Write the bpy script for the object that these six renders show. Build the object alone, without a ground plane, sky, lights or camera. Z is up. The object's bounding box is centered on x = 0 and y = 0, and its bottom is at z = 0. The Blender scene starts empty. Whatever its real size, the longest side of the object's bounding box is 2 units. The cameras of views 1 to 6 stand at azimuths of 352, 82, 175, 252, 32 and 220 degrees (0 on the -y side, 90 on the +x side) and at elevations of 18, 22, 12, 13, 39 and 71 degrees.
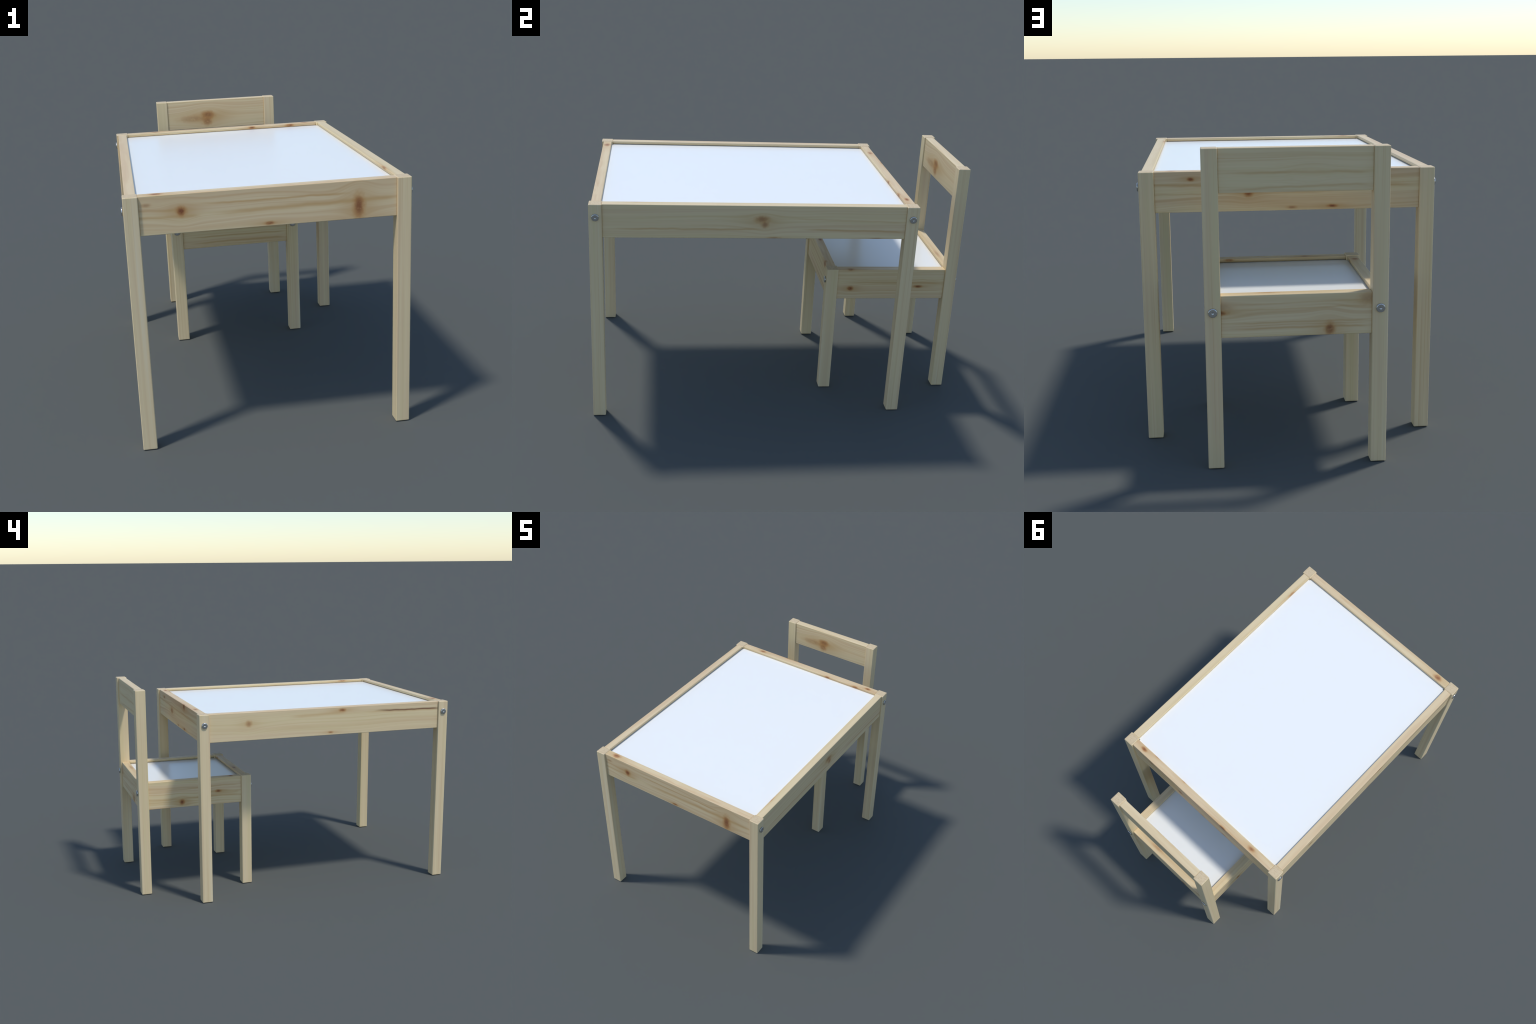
"""A small pine table with a white top and a matching low chair pushed under it.

Frame: metres, z up, front of the table towards -y, chair at the +y side.
Every board is modelled in a local frame: x along the grain, -y outwards,
z up; the object is then turned about z into its place.
"""
import bpy, bmesh, math
from mathutils import Vector, Matrix

# ------------------------------------------------------------------ sizes
LEG = 0.0650            # square section of every leg
LEG_ROUND = 0.0045      # rounding of the legs' edges
RAIL_T = 0.0480         # thickness of rails and backrest
RAIL_INSET = 0.0105     # rail face behind the leg face
LIP = 0.0150            # wood above the panel groove
GROOVE_H = 0.0165       # height of the groove
GROOVE_D = 0.0130       # depth of the groove
PANEL_T = 0.0105        # thickness of the white panels
SEAT_DROP = 0.0193          # seat panel below its rail's top edge
PANEL_DROP = 0.0179     # panel surface below the rail's top edge
BOLT_R = 0.0185
BOLT_H = 0.0078

TX, TY0, TY1 = 0.6300, -1.0000, 0.6600      # table outer faces
T_TOP, T_RAIL_TOP, T_RAIL_BOT = 1.1842, 1.1832, 1.0096
T_BOLT_Z = 1.1185

CX, CY0, CY1 = 0.3680, 0.2580, 0.9925       # chair outer faces
C_LEG = 0.0645
C_SEAT_TOP, C_RAIL_TOP, C_RAIL_BOT = 0.7325, 0.7288, 0.5545
C_BACK_TOP, C_BACK_BOT = 1.3125, 1.1370
C_BOLT_Z = 0.6634

# ---------------------------------------------------------------- colours
PALE   = (0.815, 0.653, 0.403)
MID    = (0.765, 0.580, 0.328)
PINK   = (0.750, 0.565, 0.345)
GREEN  = (0.778, 0.636, 0.365)
TAN    = (0.680, 0.450, 0.240)
ORANGE = (0.580, 0.335, 0.125)
HALO   = (0.540, 0.250, 0.075)
KNOT   = (0.230, 0.065, 0.028)
RESIN  = (0.120, 0.028, 0.018)
END_A  = (0.710, 0.560, 0.350)
END_B  = (0.640, 0.490, 0.290)
STREAK = {'orange': ORANGE, 'resin': RESIN, 'tan': TAN}


# ------------------------------------------------------------ node helper
class Graph:
    def __init__(self, name):
        self.mat = bpy.data.materials.new(name)
        self.mat.use_nodes = True
        self.t = self.mat.node_tree
        self.t.nodes.clear()
        self.out = self.t.nodes.new("ShaderNodeOutputMaterial")
        self.bsdf = self.t.nodes.new("ShaderNodeBsdfPrincipled")
        self.t.links.new(self.bsdf.outputs[0], self.out.inputs[0])

    def put(self, sock, val):
        if isinstance(val, bpy.types.NodeSocket):
            self.t.links.new(val, sock)
        elif val is not None:
            if sock.type == 'RGBA' and len(val) == 3:
                val = (*val, 1.0)
            sock.default_value = val

    def math(self, op, a, b=None, c=None, clamp=False):
        n = self.t.nodes.new("ShaderNodeMath")
        n.operation = op
        n.use_clamp = clamp
        for s, v in zip(n.inputs, (a, b, c)):
            self.put(s, v)
        return n.outputs[0]

    def vec(self, op, a, b=None, scale=None):
        n = self.t.nodes.new("ShaderNodeVectorMath")
        n.operation = op
        self.put(n.inputs[0], a)
        if b is not None:
            self.put(n.inputs[1], b)
        if scale is not None:
            self.put(n.inputs["Scale"], scale)
        return n.outputs["Value"] if op in ('LENGTH', 'DOT_PRODUCT', 'DISTANCE') else n.outputs["Vector"]

    def noise(self, v, detail=2.0, rough=0.5, scale=1.0):
        n = self.t.nodes.new("ShaderNodeTexNoise")
        self.put(n.inputs["Vector"], v)
        n.inputs["Scale"].default_value = scale
        n.inputs["Detail"].default_value = detail
        n.inputs["Roughness"].default_value = rough
        return n.outputs[0]

    def step(self, x, lo, hi):
        n = self.t.nodes.new("ShaderNodeMapRange")
        n.interpolation_type = 'SMOOTHSTEP'
        self.put(n.inputs["Value"], x)
        n.inputs["From Min"].default_value = lo
        n.inputs["From Max"].default_value = hi
        return n.outputs[0]

    def mix(self, fac, a, b):
        n = self.t.nodes.new("ShaderNodeMix")
        n.data_type = 'RGBA'
        self.put(n.inputs[0], fac)
        self.put(n.inputs[6], a)
        self.put(n.inputs[7], b)
        return n.outputs[2]

    def coords(self):
        return self.t.nodes.new("ShaderNodeTexCoord").outputs["Object"]

    def split(self, v):
        n = self.t.nodes.new("ShaderNodeSeparateXYZ")
        self.put(n.inputs[0], v)
        return n.outputs

    def join(self, x, y, z):
        n = self.t.nodes.new("ShaderNodeCombineXYZ")
        for s, v in zip(n.inputs, (x, y, z)):
            self.put(s, v)
        return n.outputs[0]

    def gauss(self, length):
        """exp(-length^2)"""
        sq = self.math('MULTIPLY', length, length)
        return self.math('EXPONENT', self.math('MULTIPLY', sq, -1.0))

    def finish(self, colour, rough=0.5, bump=None, **kw):
        self.put(self.bsdf.inputs["Base Color"], colour)
        self.put(self.bsdf.inputs["Roughness"], rough)
        for k, v in kw.items():
            self.bsdf.inputs[k.replace("_", " ")].default_value = v
        if bump is not None:
            n = self.t.nodes.new("ShaderNodeBump")
            n.inputs["Strength"].default_value = 0.10
            n.inputs["Distance"].default_value = 0.001
            self.put(n.inputs["Height"], bump)
            self.t.links.new(n.outputs[0], self.bsdf.inputs["Normal"])
        return self.mat


def pine_board(name, seed, knots=(), streaks=(), bands=0.6, cathedral=0.0):
    """Flat-sawn pine, grain along local x.

    knots   : (x, y, z, rx, ry, rz, depth)  ellipsoids of dark wood; the grain
              parts and flows round them
    streaks : (x0, x1, z at x0, z at x1, half width, strength, 'orange'|'resin')
              single dark year lines on the outer face
    bands   : contrast of the broad year bands
    """
    bands *= 0.85
    g = Graph(name)
    p0 = g.coords()
    # slow waviness of the grain
    w = g.noise(g.vec('MULTIPLY', g.vec('ADD', p0, (seed * 3.1, seed, 0)), (2.2, 4.0, 5.0)), 1.0)
    w = g.math('MULTIPLY', g.math('SUBTRACT', w, 0.5), 0.030 + 0.05 * cathedral)
    p = g.vec('ADD', p0, g.join(0.0, 0.0, w))
    # grain parts round the knots
    for (kx, ky, kz, rx, ry, rz, dep) in knots:
        d = g.vec('SUBTRACT', p, (kx, ky, kz))
        r = g.vec('LENGTH', g.vec('MULTIPLY', d, (0.30 / rx, 0.42 / ry, 0.42 / rz)))
        m = g.math('MULTIPLY', g.gauss(r), 0.78)
        p = g.vec('SUBTRACT', p, g.vec('SCALE', g.vec('MULTIPLY', d, (0, 1, 1)), scale=m))
    ps = g.vec('ADD', p, (seed * 1.7, seed * 0.37, seed * 0.91))
    broad = g.noise(g.vec('MULTIPLY', ps, (0.55, 14.0, 26.0)), 1.5)
    lines = g.noise(g.vec('MULTIPLY', ps, (0.9, 38.0, 85.0)), 2.0, 0.55)
    fine = g.noise(g.vec('MULTIPLY', ps, (3.0, 160.0, 330.0)), 2.0, 0.6)
    hue = g.noise(g.vec('MULTIPLY', g.vec('ADD', ps, (5.0, 9.0, 2.0)), (0.4, 8.0, 15.0)), 1.0)
    col = g.mix(g.step(hue, 0.34, 0.64), PINK, GREEN)
    col = g.mix(g.math('MULTIPLY', g.step(lines, 0.40, 0.66), 0.75), col, PALE)
    col = g.mix(g.math('MULTIPLY', g.step(fine, 0.40, 0.75), 0.55), col, MID)
    # latewood: thin darker lines where the band noise crosses its middle
    cross = g.math('ABSOLUTE', g.math('SUBTRACT', broad, 0.5))
    late = g.math('SUBTRACT', 1.0, g.step(cross, 0.0, 0.11))
    late = g.math('MULTIPLY', late, g.step(lines, 0.72, 0.40))
    col = g.mix(g.math('MULTIPLY', late, 0.62 * bands), col, ORANGE)
    col = g.mix(g.math('MULTIPLY', g.step(broad, 0.58, 0.74), 0.7 * bands), col, TAN)
    dark = g.math('MULTIPLY', g.step(lines, 0.46, 0.24), 0.50 * bands)
    col = g.mix(dark, col, ORANGE)
    # single strong lines on the outer face
    sx, sy, sz = g.split(p0)
    jit = g.noise(g.vec('MULTIPLY', p0, (9.0, 3.0, 9.0)), 2.0)
    outer = g.step(sy, 0.0, -0.015)
    for (x0, x1, z0, z1, hw, strength, kind) in streaks:
        t = g.math('DIVIDE', g.math('SUBTRACT', sx, x0), x1 - x0)
        zc = g.math('MULTIPLY_ADD', t, z1 - z0, z0)
        zc = g.math('ADD', zc, g.math('MULTIPLY', g.math('SUBTRACT', jit, 0.5), 0.012))
        dz = g.math('DIVIDE', g.math('SUBTRACT', sz, zc), hw)
        m = g.gauss(dz)
        m = g.math('MULTIPLY', m, g.math('MULTIPLY', g.step(t, -0.02, 0.25), g.step(t, 1.02, 0.9)))
        m = g.math('MULTIPLY', m, g.math('MULTIPLY', outer, strength * (1.0 if kind == 'resin' else 0.80)))
        col = g.mix(m, col, STREAK[kind])
    # knots: orange halo, red-brown heart with a paler, uneven middle
    kn = g.noise(g.vec('MULTIPLY', p0, (55.0, 55.0, 55.0)), 3.0)
    for (kx, ky, kz, rx, ry, rz, dep) in knots:
        d = g.vec('SUBTRACT', p0, (kx, ky, kz))
        r = g.vec('LENGTH', g.vec('MULTIPLY', d, (1 / rx, 1 / ry, 1 / rz)))
        r = g.math('ADD', r, g.math('MULTIPLY', g.math('SUBTRACT', kn, 0.5), 0.9))
        r2 = g.vec('LENGTH', g.vec('MULTIPLY', d, (0.24 / rx, 0.62 / ry, 0.55 / rz)))
        col = g.mix(g.math('MULTIPLY', g.gauss(r2), 0.62 * min(dep, 1.0)), col, ORANGE)
        col = g.mix(g.math('MULTIPLY', g.step(r, 1.80, 0.60), 0.85 * min(dep, 1.0)), col, HALO)
        heart = g.math('MULTIPLY', g.step(r, 1.20, 0.25), g.step(kn, 0.15, 0.55))
        col = g.mix(g.math('MULTIPLY', heart, 0.90 * dep), col, KNOT)
    return g.finish(col, 0.48, fine, Specular_IOR_Level=0.35)


def pine_leg(name):
    """Straight-grained pine, grain along local z; each leg cut elsewhere."""
    g = Graph(name)
    p = g.coords()
    info = g.t.nodes.new("ShaderNodeObjectInfo")
    off = g.math('MULTIPLY', info.outputs["Random"], 7.0)
    ps = g.vec('ADD', p, g.join(off, g.math('MULTIPLY', off, 0.7), off))
    broad = g.noise(g.vec('MULTIPLY', ps, (45.0, 45.0, 0.45)), 1.5)
    lines = g.noise(g.vec('MULTIPLY', ps, (130.0, 130.0, 0.7)), 2.0, 0.55)
    fine = g.noise(g.vec('MULTIPLY', ps, (420.0, 420.0, 2.5)), 2.0, 0.6)
    slow = g.noise(g.vec('MULTIPLY', ps, (14.0, 14.0, 1.2)), 1.0)
    col = g.mix(g.step(slow, 0.35, 0.65), PINK, GREEN)
    col = g.mix(g.step(broad, 0.36, 0.62), col, PALE)
    col = g.mix(g.math('MULTIPLY', g.step(fine, 0.42, 0.75), 0.5), col, MID)
    col = g.mix(g.math('MULTIPLY', g.step(lines, 0.44, 0.28), 0.28), col, ORANGE)
    col = g.mix(g.math('MULTIPLY', g.step(broad, 0.62, 0.78), 0.35), col, (0.80, 0.74, 0.60))
    return g.finish(col, 0.48, fine, Specular_IOR_Level=0.35)


def end_grain(name):
    g = Graph(name)
    p = g.coords()
    a = g.noise(g.vec('MULTIPLY', p, (60, 160, 20)), 2.0)
    b = g.noise(g.vec('MULTIPLY', p, (420, 420, 50)), 2.0)
    col = g.mix(g.step(a, 0.36, 0.66), END_A, END_B)
    col = g.mix(g.math('MULTIPLY', g.step(b, 0.45, 0.75), 0.3), col, PALE)
    return g.finish(col, 0.55, b, Specular_IOR_Level=0.3)


def white_laminate(name):
    g = Graph(name)
    n = g.noise(g.vec('MULTIPLY', g.coords(), (3, 3, 3)), 2.0)
    col = g.mix(n, (0.980, 0.972, 0.912), (0.970, 0.964, 0.905))
    return g.finish(col, 0.25, None, Specular_IOR_Level=0.5)


def zinc(name):
    g = Graph(name)
    n = g.noise(g.vec('MULTIPLY', g.coords(), (150, 150, 150)), 2.0)
    col = g.mix(n, (0.60, 0.605, 0.61), (0.66, 0.665, 0.67))
    return g.finish(col, 0.24, None, Metallic=1.0)


# --------------------------------------------------------------- geometry
def to_object(bm, name, mats, parent, loc, turn=0.0, smooth=True):
    me = bpy.data.meshes.new(name)
    bmesh.ops.recalc_face_normals(bm, faces=bm.faces)
    for f in bm.faces:
        f.smooth = smooth
    bm.to_mesh(me)
    bm.free()
    for m in mats:
        me.materials.append(m)
    return place(me, name, parent, loc, turn)


def place(me, name, parent, loc, turn=0.0):
    ob = bpy.data.objects.new(name, me)
    bpy.context.scene.collection.objects.link(ob)
    ob.parent = parent
    if parent is not None and parent.type == 'MESH':
        # sub-part: loc is given in the thing's frame
        loc = Vector(loc) - parent.location
    ob.location = loc
    ob.rotation_euler = (0, 0, turn)
    if len(me.polygons) > 20:
        wn = ob.modifiers.new("weighted_normals", 'WEIGHTED_NORMAL')
        wn.weight = 100
    return ob


def prism_x(profile, length):
    """Extrude a (y, z) outline along x, centred."""
    bm = bmesh.new()
    a = [bm.verts.new((-length / 2, y, z)) for y, z in profile]
    b = [bm.verts.new((length / 2, y, z)) for y, z in profile]
    n = len(profile)
    bm.faces.new(list(reversed(a)))
    bm.faces.new(b)
    for i in range(n):
        bm.faces.new((a[i], a[(i + 1) % n], b[(i + 1) % n], b[i]))
    return bm


def round_edges(bm, offset, segments=3):
    bmesh.ops.bevel(bm, geom=list(bm.edges), offset=offset, offset_type='OFFSET',
                    segments=segments, profile=0.5, affect='EDGES', clamp_overlap=True)


def rail(name, parent, loc, turn, length, height, mat):
    """A board with a groove near the top of its inner side for the panel."""
    h, t = height / 2, RAIL_T / 2
    outline = [(-t, -h), (t, -h), (t, h - LIP - GROOVE_H), (t - GROOVE_D, h - LIP - GROOVE_H),
               (t - GROOVE_D, h - LIP), (t, h - LIP), (t, h), (-t, h)]
    bm = prism_x(outline, length)
    # larger rounding on the long outer edges and the ends, hardly any in the groove
    big = [e for e in bm.edges
           if not (abs(e.verts[0].co.z - e.verts[1].co.z) < 1e-6 and
                   h - LIP - GROOVE_H - 1e-4 < e.verts[0].co.z < h - LIP + 1e-4
                   and e.verts[0].co.y > 0)
           and not all(v.co.y > 0 and h - LIP - GROOVE_H - 1e-4 < v.co.z < h - LIP + 1e-4 for v in e.verts)]
    bmesh.ops.bevel(bm, geom=big, offset=0.0034, offset_type='OFFSET', segments=3,
                    profile=0.5, affect='EDGES', clamp_overlap=True)
    return to_object(bm, name, [mat], parent, loc, turn)


def board(name, parent, loc, turn, length, height, mat):
    h, t = height / 2, RAIL_T / 2
    bm = prism_x([(-t, -h), (t, -h), (t, h), (-t, h)], length)
    round_edges(bm, 0.0036)
    return to_object(bm, name, [mat], parent, loc, turn)


def leg_mesh(name, side, height, mats):
    s, z = side / 2, height
    bm = bmesh.new()
    bmesh.ops.create_cube(bm, size=1.0)
    for v in bm.verts:
        v.co = Vector((v.co.x * side, v.co.y * side, (v.co.z + 0.5) * z))
    round_edges(bm, LEG_ROUND, 4)
    bm.normal_update()
    for f in bm.faces:
        f.smooth = True
        f.material_index = 1 if abs(f.normal.z) > 0.9 else 0
    me = bpy.data.meshes.new(name)
    bm.to_mesh(me)
    bm.free()
    for m in mats:
        me.materials.append(m)
    return me


def panel(name, parent, x, y0, y1, top, leg, mat):
    """White board let into the grooves, its corners notched round the legs.

    x, y0, y1: outer leg faces; leg: leg section."""
    e = RAIL_INSET + RAIL_T - GROOVE_D + 0.003      # panel edge inside the groove
    c = leg + 0.0025                                 # notch clear of the leg
    cx, cy = 0.0, (y0 + y1) / 2
    hx, hy = x, (y1 - y0) / 2
    pts = []
    for sx, sy in ((1, 1), (-1, 1), (-1, -1), (1, -1)):
        tri = [(hx - e, hy - c), (hx - c, hy - c), (hx - c, hy - e)]
        if sx * sy < 0:
            tri.reverse()
        pts += [(sx * a, sy * b) for a, b in tri]
    bm = bmesh.new()
    lo = [bm.verts.new((a, b, -PANEL_T)) for a, b in pts]
    hi = [bm.verts.new((a, b, 0.0)) for a, b in pts]
    n = len(pts)
    bm.faces.new(list(reversed(lo)))
    bm.faces.new(hi)
    for i in range(n):
        bm.faces.new((lo[i], lo[(i + 1) % n], hi[(i + 1) % n], hi[i]))
    return to_object(bm, name, [mat], parent, (cx, cy, top), 0.0, smooth=False)


def bolt_mesh(name, mat):
    """Flat domed bolt head with a hexagon socket, pointing along local -y."""
    prof = [(BOLT_R, 0.0015), (BOLT_R, -BOLT_H + 0.0035)]
    for i in range(1, 6):                            # rounded shoulder
        a = math.pi / 2 * i / 5
        prof.append((BOLT_R - 0.0035 + 0.0035 * math.cos(a),
                     -(BOLT_H - 0.0035 + 0.0033 * math.sin(a))))
    top = prof[-1]
    prof.append((0.0062, -BOLT_H + 0.0001))
    bm = bmesh.new()
    N = 48
    rings = [[bm.verts.new((r * math.cos(2 * math.pi * k / N), y, r * math.sin(2 * math.pi * k / N)))
              for k in range(N)] for r, y in prof]

    def hexagon(rad, y):
        out = []
        for k in range(N):
            a = 2 * math.pi * k / N
            m = (a % (math.pi / 3)) - math.pi / 6
            r = rad * math.cos(math.pi / 6) / math.cos(m)
            out.append(bm.verts.new((r * math.cos(a), y, r * math.sin(a))))
        return out
    rings.append(hexagon(0.0046, -BOLT_H))
    rings.append(hexagon(0.0039, -BOLT_H + 0.0012))
    rings.append(hexagon(0.0020, -BOLT_H + 0.0024))
    for r0, r1 in zip(rings, rings[1:]):
        for k in range(N):
            bm.faces.new((r0[k], r0[(k + 1) % N], r1[(k + 1) % N], r1[k]))
    bm.faces.new(rings[-1])
    bm.faces.new(list(reversed(rings[0])))
    bmesh.ops.recalc_face_normals(bm, faces=bm.faces)
    for f in bm.faces:
        f.smooth = True
    for e in bm.edges:
        if len(e.link_faces) == 2 and e.calc_face_angle() > math.radians(32):
            e.smooth = False
    me = bpy.data.meshes.new(name)
    bm.to_mesh(me)
    bm.free()
    me.materials.append(mat)
    return me


def thing(name, label, category, loc):
    ob = bpy.data.objects.new(name, None)
    ob.empty_display_size = 0.2
    ob["label"] = label
    ob["category"] = category
    ob.location = (0, 0, 0)
    bpy.context.scene.collection.objects.link(ob)
    return ob


# -------------------------------------------------------------- materials
OUT = -RAIL_T / 2          # local y of a board's outer face
INN = RAIL_T / 2
TC = (T_RAIL_TOP + T_RAIL_BOT) / 2      # local z = world z - TC for table rails
CC = (C_RAIL_TOP + C_RAIL_BOT) / 2
BC = (C_BACK_TOP - 0.001 + C_BACK_BOT) / 2
TYM = (TY0 + TY1) / 2
CYM = (CY0 + CY1) / 2


def knot(x, z, rx, rz, dep=1.0, y=OUT, ry=0.012):
    return (x, y, z, rx, ry, rz, dep)


TT = T_RAIL_TOP - TC        # local z of a table rail's top edge
CT = C_RAIL_TOP - CC

mat_leg = pine_leg("pine_leg")
mat_end = end_grain("pine_end_grain")
mat_white = white_laminate("white_laminate")
mat_zinc = zinc("zinc_plated_steel")

# local x: front = +x, right side = +y, back = -x, left side = -y
front_pine = pine_board("pine_table_front", 1.3, [
    knot(-0.385, 1.107 - TC, 0.019, 0.020),
    knot(0.392, 1.068 - TC, 0.022, 0.048, 0.85),
    knot(-0.006, 1.023 - TC, 0.020, 0.007, 0.8),
    knot(-0.533, 1.143 - TC, 0.020, 0.008, 0.35),
    knot(-0.488, TT, 0.024, 0.008, 0.8, y=0.001, ry=0.015),
], [(-0.70, 0.70, 1.164 - TC, 1.162 - TC, 0.020, 0.36, 'tan'),
    (-0.37, 0.36, 1.132 - TC, 1.128 - TC, 0.005, 0.85, 'orange'),
    (-0.30, 0.60, 1.084 - TC, 1.098 - TC, 0.011, 0.80, 'orange'),
    (-0.75, -0.30, 1.092 - TC, 1.082 - TC, 0.007, 0.60, 'orange'),
    (-0.75, -0.39, 1.128 - TC, 1.112 - TC, 0.006, 0.60, 'orange'),
    (-0.70, 0.60, 1.030 - TC, 1.020 - TC, 0.010, 0.32, 'tan')], 0.48, 0.3)
right_pine = pine_board("pine_table_right", 4.1, [
    knot(-0.145 - TYM, 1.112 - TC, 0.032, 0.017, 0.55),
    knot(-0.130 - TYM, 1.083 - TC, 0.016, 0.016, 0.5),
    knot(-0.080 - TYM, 1.014 - TC, 0.03, 0.004, 0.4),
    knot(0.447 - TYM, 1.012 - TC, 0.03, 0.004, 0.4),
    knot(-0.768 - TYM, TT - 0.003, 0.030, 0.006, 0.7, y=INN, ry=0.007),
], [(-0.935 - TYM, -0.14 - TYM, 1.058 - TC, 1.058 - TC, 0.005, 0.75, 'orange'),
    (0.03 - TYM, 0.60 - TYM, 1.061 - TC, 1.047 - TC, 0.005, 0.75, 'orange'),
    (-0.05 - TYM, 0.60 - TYM, 1.118 - TC, 1.100 - TC, 0.005, 0.4, 'orange')], 0.25)
left_pine = pine_board("pine_table_left", 7.7, [
    knot(-(0.348 - TYM), 1.112 - TC, 0.018, 0.018, 0.45),
    knot(-(-0.266 - TYM), 1.163 - TC, 0.021, 0.009, 0.8),
    knot(-(-0.187 - TYM), 1.027 - TC, 0.014, 0.006, 0.6),
], [(-(-0.48 - TYM), -(-0.95 - TYM), 1.146 - TC, 1.141 - TC, 0.0048, 0.95, 'resin'),
    (-(-0.40 - TYM), -(-0.95 - TYM), 1.141 - TC, 1.134 - TC, 0.0060, 0.5, 'orange'),
    (-(0.10 - TYM), -(-0.30 - TYM), 1.138 - TC, 1.150 - TC, 0.010, 0.5, 'orange'),
    (-0.95, 0.95, 1.078 - TC, 1.070 - TC, 0.014, 0.25, 'tan')], 0.26)
back_pine = pine_board("pine_table_back", 2.9, [
    knot(-0.412, 1.150 - TC, 0.013, 0.007),
    knot(-0.170, 1.091 - TC, 0.016, 0.017),
    knot(0.190, 1.170 - TC, 0.022, 0.020, 1.0, ry=0.006),
    knot(0.188, 1.025 - TC, 0.019, 0.006),
    knot(0.015, 1.022 - TC, 0.018, 0.006, 0.5),
    knot(0.402, TT, 0.020, 0.007, 0.7, y=0.000, ry=0.011),
    knot(-0.494, TT, 0.019, 0.007, 0.9, y=0.004, ry=0.010),
    knot(-0.172, TT - 0.007, 0.018, 0.007, 0.9, y=INN, ry=0.008),
    knot(-0.404, TT - 0.007, 0.022, 0.007, 0.9, y=INN, ry=0.008),
], [(-0.75, 0.60, 1.128 - TC, 1.108 - TC, 0.006, 0.75, 'orange'),
    (-0.75, 0.70, 1.170 - TC, 1.165 - TC, 0.014, 0.45, 'tan'),
    (-0.75, 0.70, 1.052 - TC, 1.050 - TC, 0.010, 0.50, 'tan'),
    (-0.75, 0.20, 1.088 - TC, 1.084 - TC, 0.003, 0.45, 'orange'),
    (-0.30, 0.70, 1.028 - TC, 1.020 - TC, 0.008, 0.40, 'tan')], 0.65, 0.4)

seat_right_pine = pine_board("pine_seat_right", 5.6, [
    knot(0.396 - CYM, 0.616 - CC, 0.015, 0.011),
    knot(0.781 - CYM, 0.628 - CC, 0.020, 0.007),
    knot(0.392 - CYM, CT, 0.016, 0.006, 0.6, y=OUT + 0.006),
], [(-0.30, 0.30, 0.655 - CC, 0.648 - CC, 0.006, 0.6, 'orange'),
    (-0.30, 0.30, 0.668 - CC, 0.664 - CC, 0.003, 0.5, 'orange'),
    (-0.30, 0.30, 0.600 - CC, 0.604 - CC, 0.003, 0.4, 'orange')], 0.55)
seat_left_pine = pine_board("pine_seat_left", 8.4, [
    knot(-(0.714 - CYM), 0.588 - CC, 0.015, 0.015),
    knot(-(0.475 - CYM), 0.641 - CC, 0.017, 0.008, 0.9),
    knot(-(0.387 - CYM), CT, 0.013, 0.006, 1.0, y=0.0, ry=0.013),
    knot(-(0.385 - CYM), CT - 0.012, 0.010, 0.008, 0.9, y=INN, ry=0.006),
], [(-0.30, 0.30, 0.668 - CC, 0.676 - CC, 0.004, 0.55, 'orange'),
    (-0.02, 0.30, 0.610 - CC, 0.632 - CC, 0.010, 0.55, 'orange'),
    (-0.30, 0.30, 0.607 - CC, 0.612 - CC, 0.005, 0.5, 'orange')], 0.60, 0.4)
seat_front_pine = pine_board("pine_seat_front", 6.2, [
    knot(0.235, 0.714 - CC, 0.018, 0.015, 1.0),
    knot(-0.110, CT, 0.022, 0.006, 0.9, y=0.006, ry=0.009),
    knot(0.248, CT - 0.006, 0.018, 0.005, 0.8, y=INN, ry=0.008),
], [(-0.30, 0.30, 0.620 - CC, 0.617 - CC, 0.004, 0.85, 'orange'),
    (-0.30, 0.30, 0.584 - CC, 0.586 - CC, 0.006, 0.8, 'orange'),
    (-0.30, 0.30, 0.655 - CC, 0.650 - CC, 0.004, 0.5, 'orange')], 0.7)
seat_back_pine = pine_board("pine_seat_back", 9.5, [
    knot(-0.306, 0.658 - CC, 0.024, 0.008, 1.0),
    knot(-0.300, 0.680 - CC, 0.040, 0.018, 0.25),
    knot(0.288, 0.704 - CC, 0.036, 0.024, 0.33),
    knot(0.132, 0.580 - CC, 0.018, 0.025, 0.8),
    knot(-0.115, CT, 0.045, 0.006, 0.3, y=0.008, ry=0.010),
], [(-0.30, 0.30, 0.612 - CC, 0.614 - CC, 0.004, 0.6, 'orange'),
    (-0.30, 0.30, 0.602 - CC, 0.603 - CC, 0.0025, 0.5, 'orange'),
    (-0.30, 0.30, 0.590 - CC, 0.590 - CC, 0.004, 0.7, 'orange'),
    (-0.30, 0.30, 0.667 - CC, 0.672 - CC, 0.004, 0.5, 'orange'),
    (-0.30, 0.30, 0.690 - CC, 0.696 - CC, 0.003, 0.4, 'orange')], 0.55)
# backrest: local x = -world x, its sitting side is local +y
backrest_pine = pine_board("pine_backrest", 3.4, [
    knot(0.052, 1.218 - BC, 0.034, 0.022, 0.95, y=INN, ry=0.016),
    knot(0.058, 1.182 - BC, 0.027, 0.024, 0.65, y=INN, ry=0.016),
    knot(0.150, 1.200 - BC, 0.080, 0.020, 0.28, y=INN, ry=0.014),
], [(-0.30, 0.30, 1.215 - BC, 1.212 - BC, 0.006, 0.55, 'orange'),
    (-0.30, 0.30, 1.150 - BC, 1.165 - BC, 0.005, 0.55, 'orange')], 0.40)

# ------------------------------------------------------------------ table
leg_t = leg_mesh("table_leg", LEG, T_TOP, (mat_leg, mat_end))
leg_cf = leg_mesh("chair_front_leg", C_LEG, C_SEAT_TOP, (mat_leg, mat_end))
leg_cb = leg_mesh("chair_rear_leg", C_LEG, C_BACK_TOP, (mat_leg, mat_end))
bolt_me = bolt_mesh("bolt_head", mat_zinc)


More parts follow.
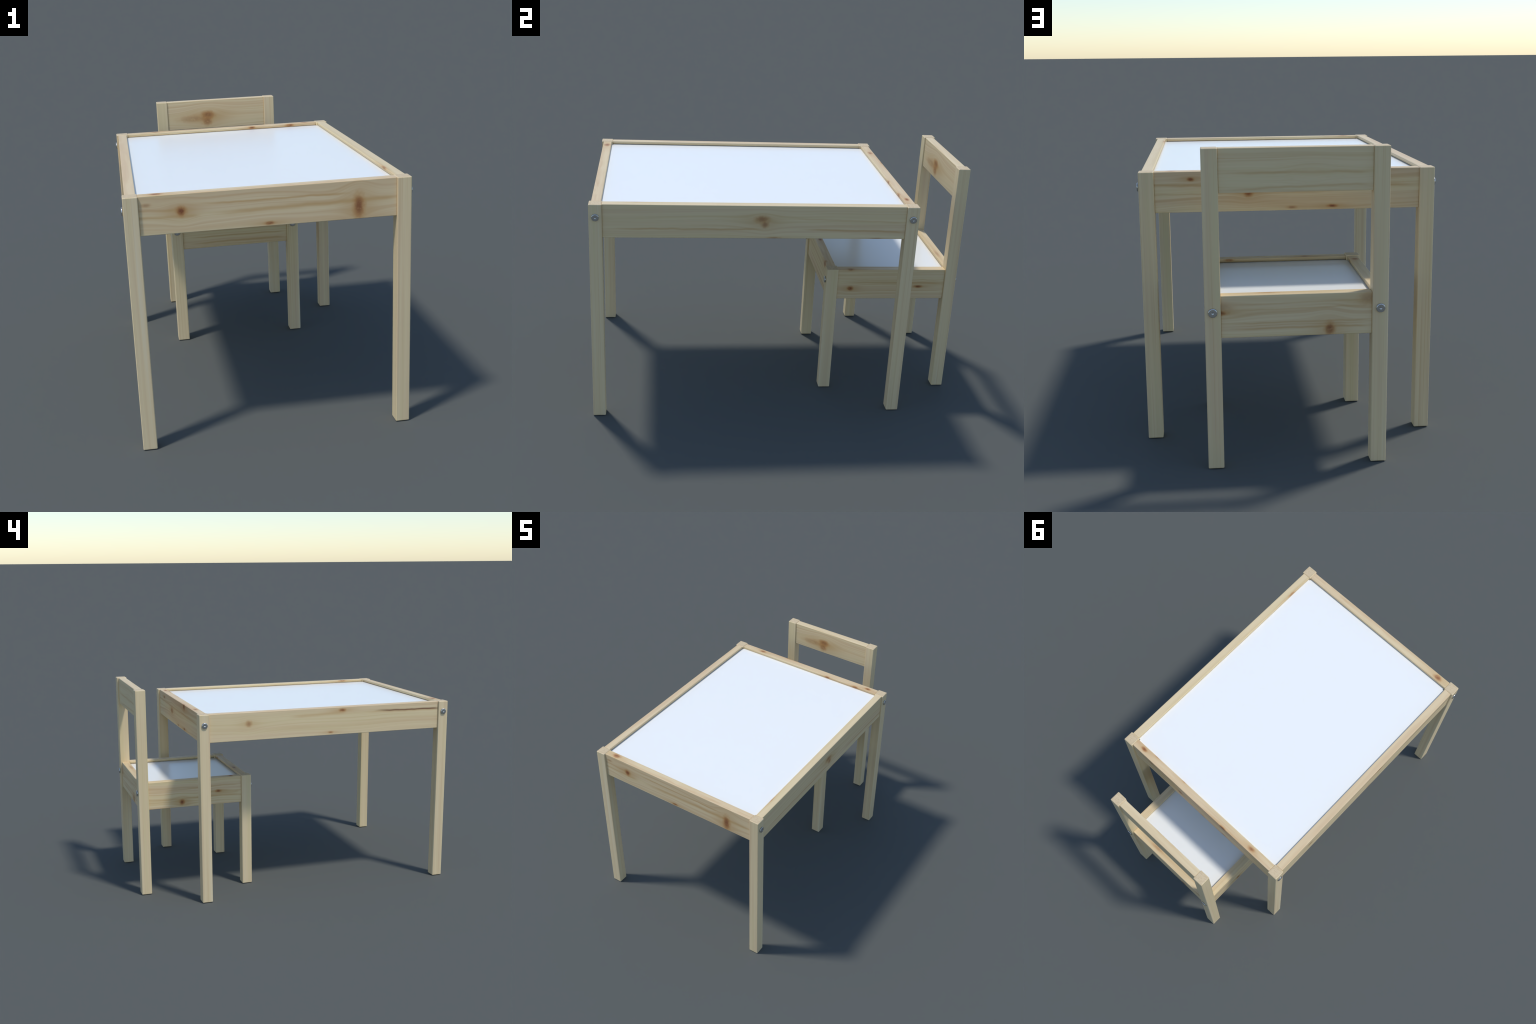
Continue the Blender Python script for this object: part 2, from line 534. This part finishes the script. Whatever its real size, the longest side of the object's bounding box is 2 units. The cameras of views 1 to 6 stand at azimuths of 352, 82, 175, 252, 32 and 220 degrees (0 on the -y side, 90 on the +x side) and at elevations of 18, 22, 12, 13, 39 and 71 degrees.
def add_bolt(leg, loc, turn):
    """turn brings local -y onto the outward direction"""
    return place(bolt_me, "bolt", leg, loc, turn)


H90 = math.pi / 2
table = thing("play_table", "low pine children's table with a white inset top", "table", (0, 0, 0))
lc = LEG / 2
for sx in (-1, 1):
    for y in (TY0 + lc, TY1 - lc):
        x = sx * (TX - lc)
        leg = place(leg_t, "leg", table, (x, y, 0.0))
        add_bolt(leg, (sx * TX, y, T_BOLT_Z), sx * H90)

EMB = 0.0004        # rails run this far into the legs
rh = T_RAIL_TOP - T_RAIL_BOT
off = RAIL_INSET + RAIL_T / 2
lx = 2 * (TX - LEG + EMB)
ly = TY1 - TY0 - 2 * (LEG - EMB)
rail("apron", table, (0, TY0 + off, TC), 0.0, lx, rh, front_pine)
rail("apron", table, (TX - off, TYM, TC), H90, ly, rh, right_pine)
rail("apron", table, (0, TY1 - off, TC), math.pi, lx, rh, back_pine)
rail("apron", table, (-TX + off, TYM, TC), -H90, ly, rh, left_pine)
panel("tabletop", table, TX, TY0, TY1, T_RAIL_TOP - PANEL_DROP, LEG, mat_white)

# ------------------------------------------------------------------ chair
chair = thing("play_chair", "low pine children's chair with a white inset seat", "chair", (0, 0, 0))
lc = C_LEG / 2
for sx in (-1, 1):
    x = sx * (CX - lc)
    leg = place(leg_cf, "leg", chair, (x, CY0 + lc, 0.0))
    add_bolt(leg, (x, CY0, C_BOLT_Z), 0.0)
    leg = place(leg_cb, "leg", chair, (x, CY1 - lc, 0.0))
    add_bolt(leg, (x, CY1, C_BOLT_Z), math.pi)

rh = C_RAIL_TOP - C_RAIL_BOT
lx = 2 * (CX - C_LEG + EMB)
ly = CY1 - CY0 - 2 * (C_LEG - EMB)
rail("seat_rail", chair, (0, CY0 + off, CC), 0.0, lx, rh, seat_front_pine)
rail("seat_rail", chair, (CX - off, CYM, CC), H90, ly, rh, seat_right_pine)
rail("seat_rail", chair, (0, CY1 - off, CC), math.pi, lx, rh, seat_back_pine)
rail("seat_rail", chair, (-CX + off, CYM, CC), -H90, ly, rh, seat_left_pine)
panel("seat", chair, CX, CY0, CY1, C_RAIL_TOP - SEAT_DROP, C_LEG, mat_white)
board("backrest", chair, (0, CY1 - off, BC), math.pi, lx, C_BACK_TOP - 0.001 - C_BACK_BOT, backrest_pine)
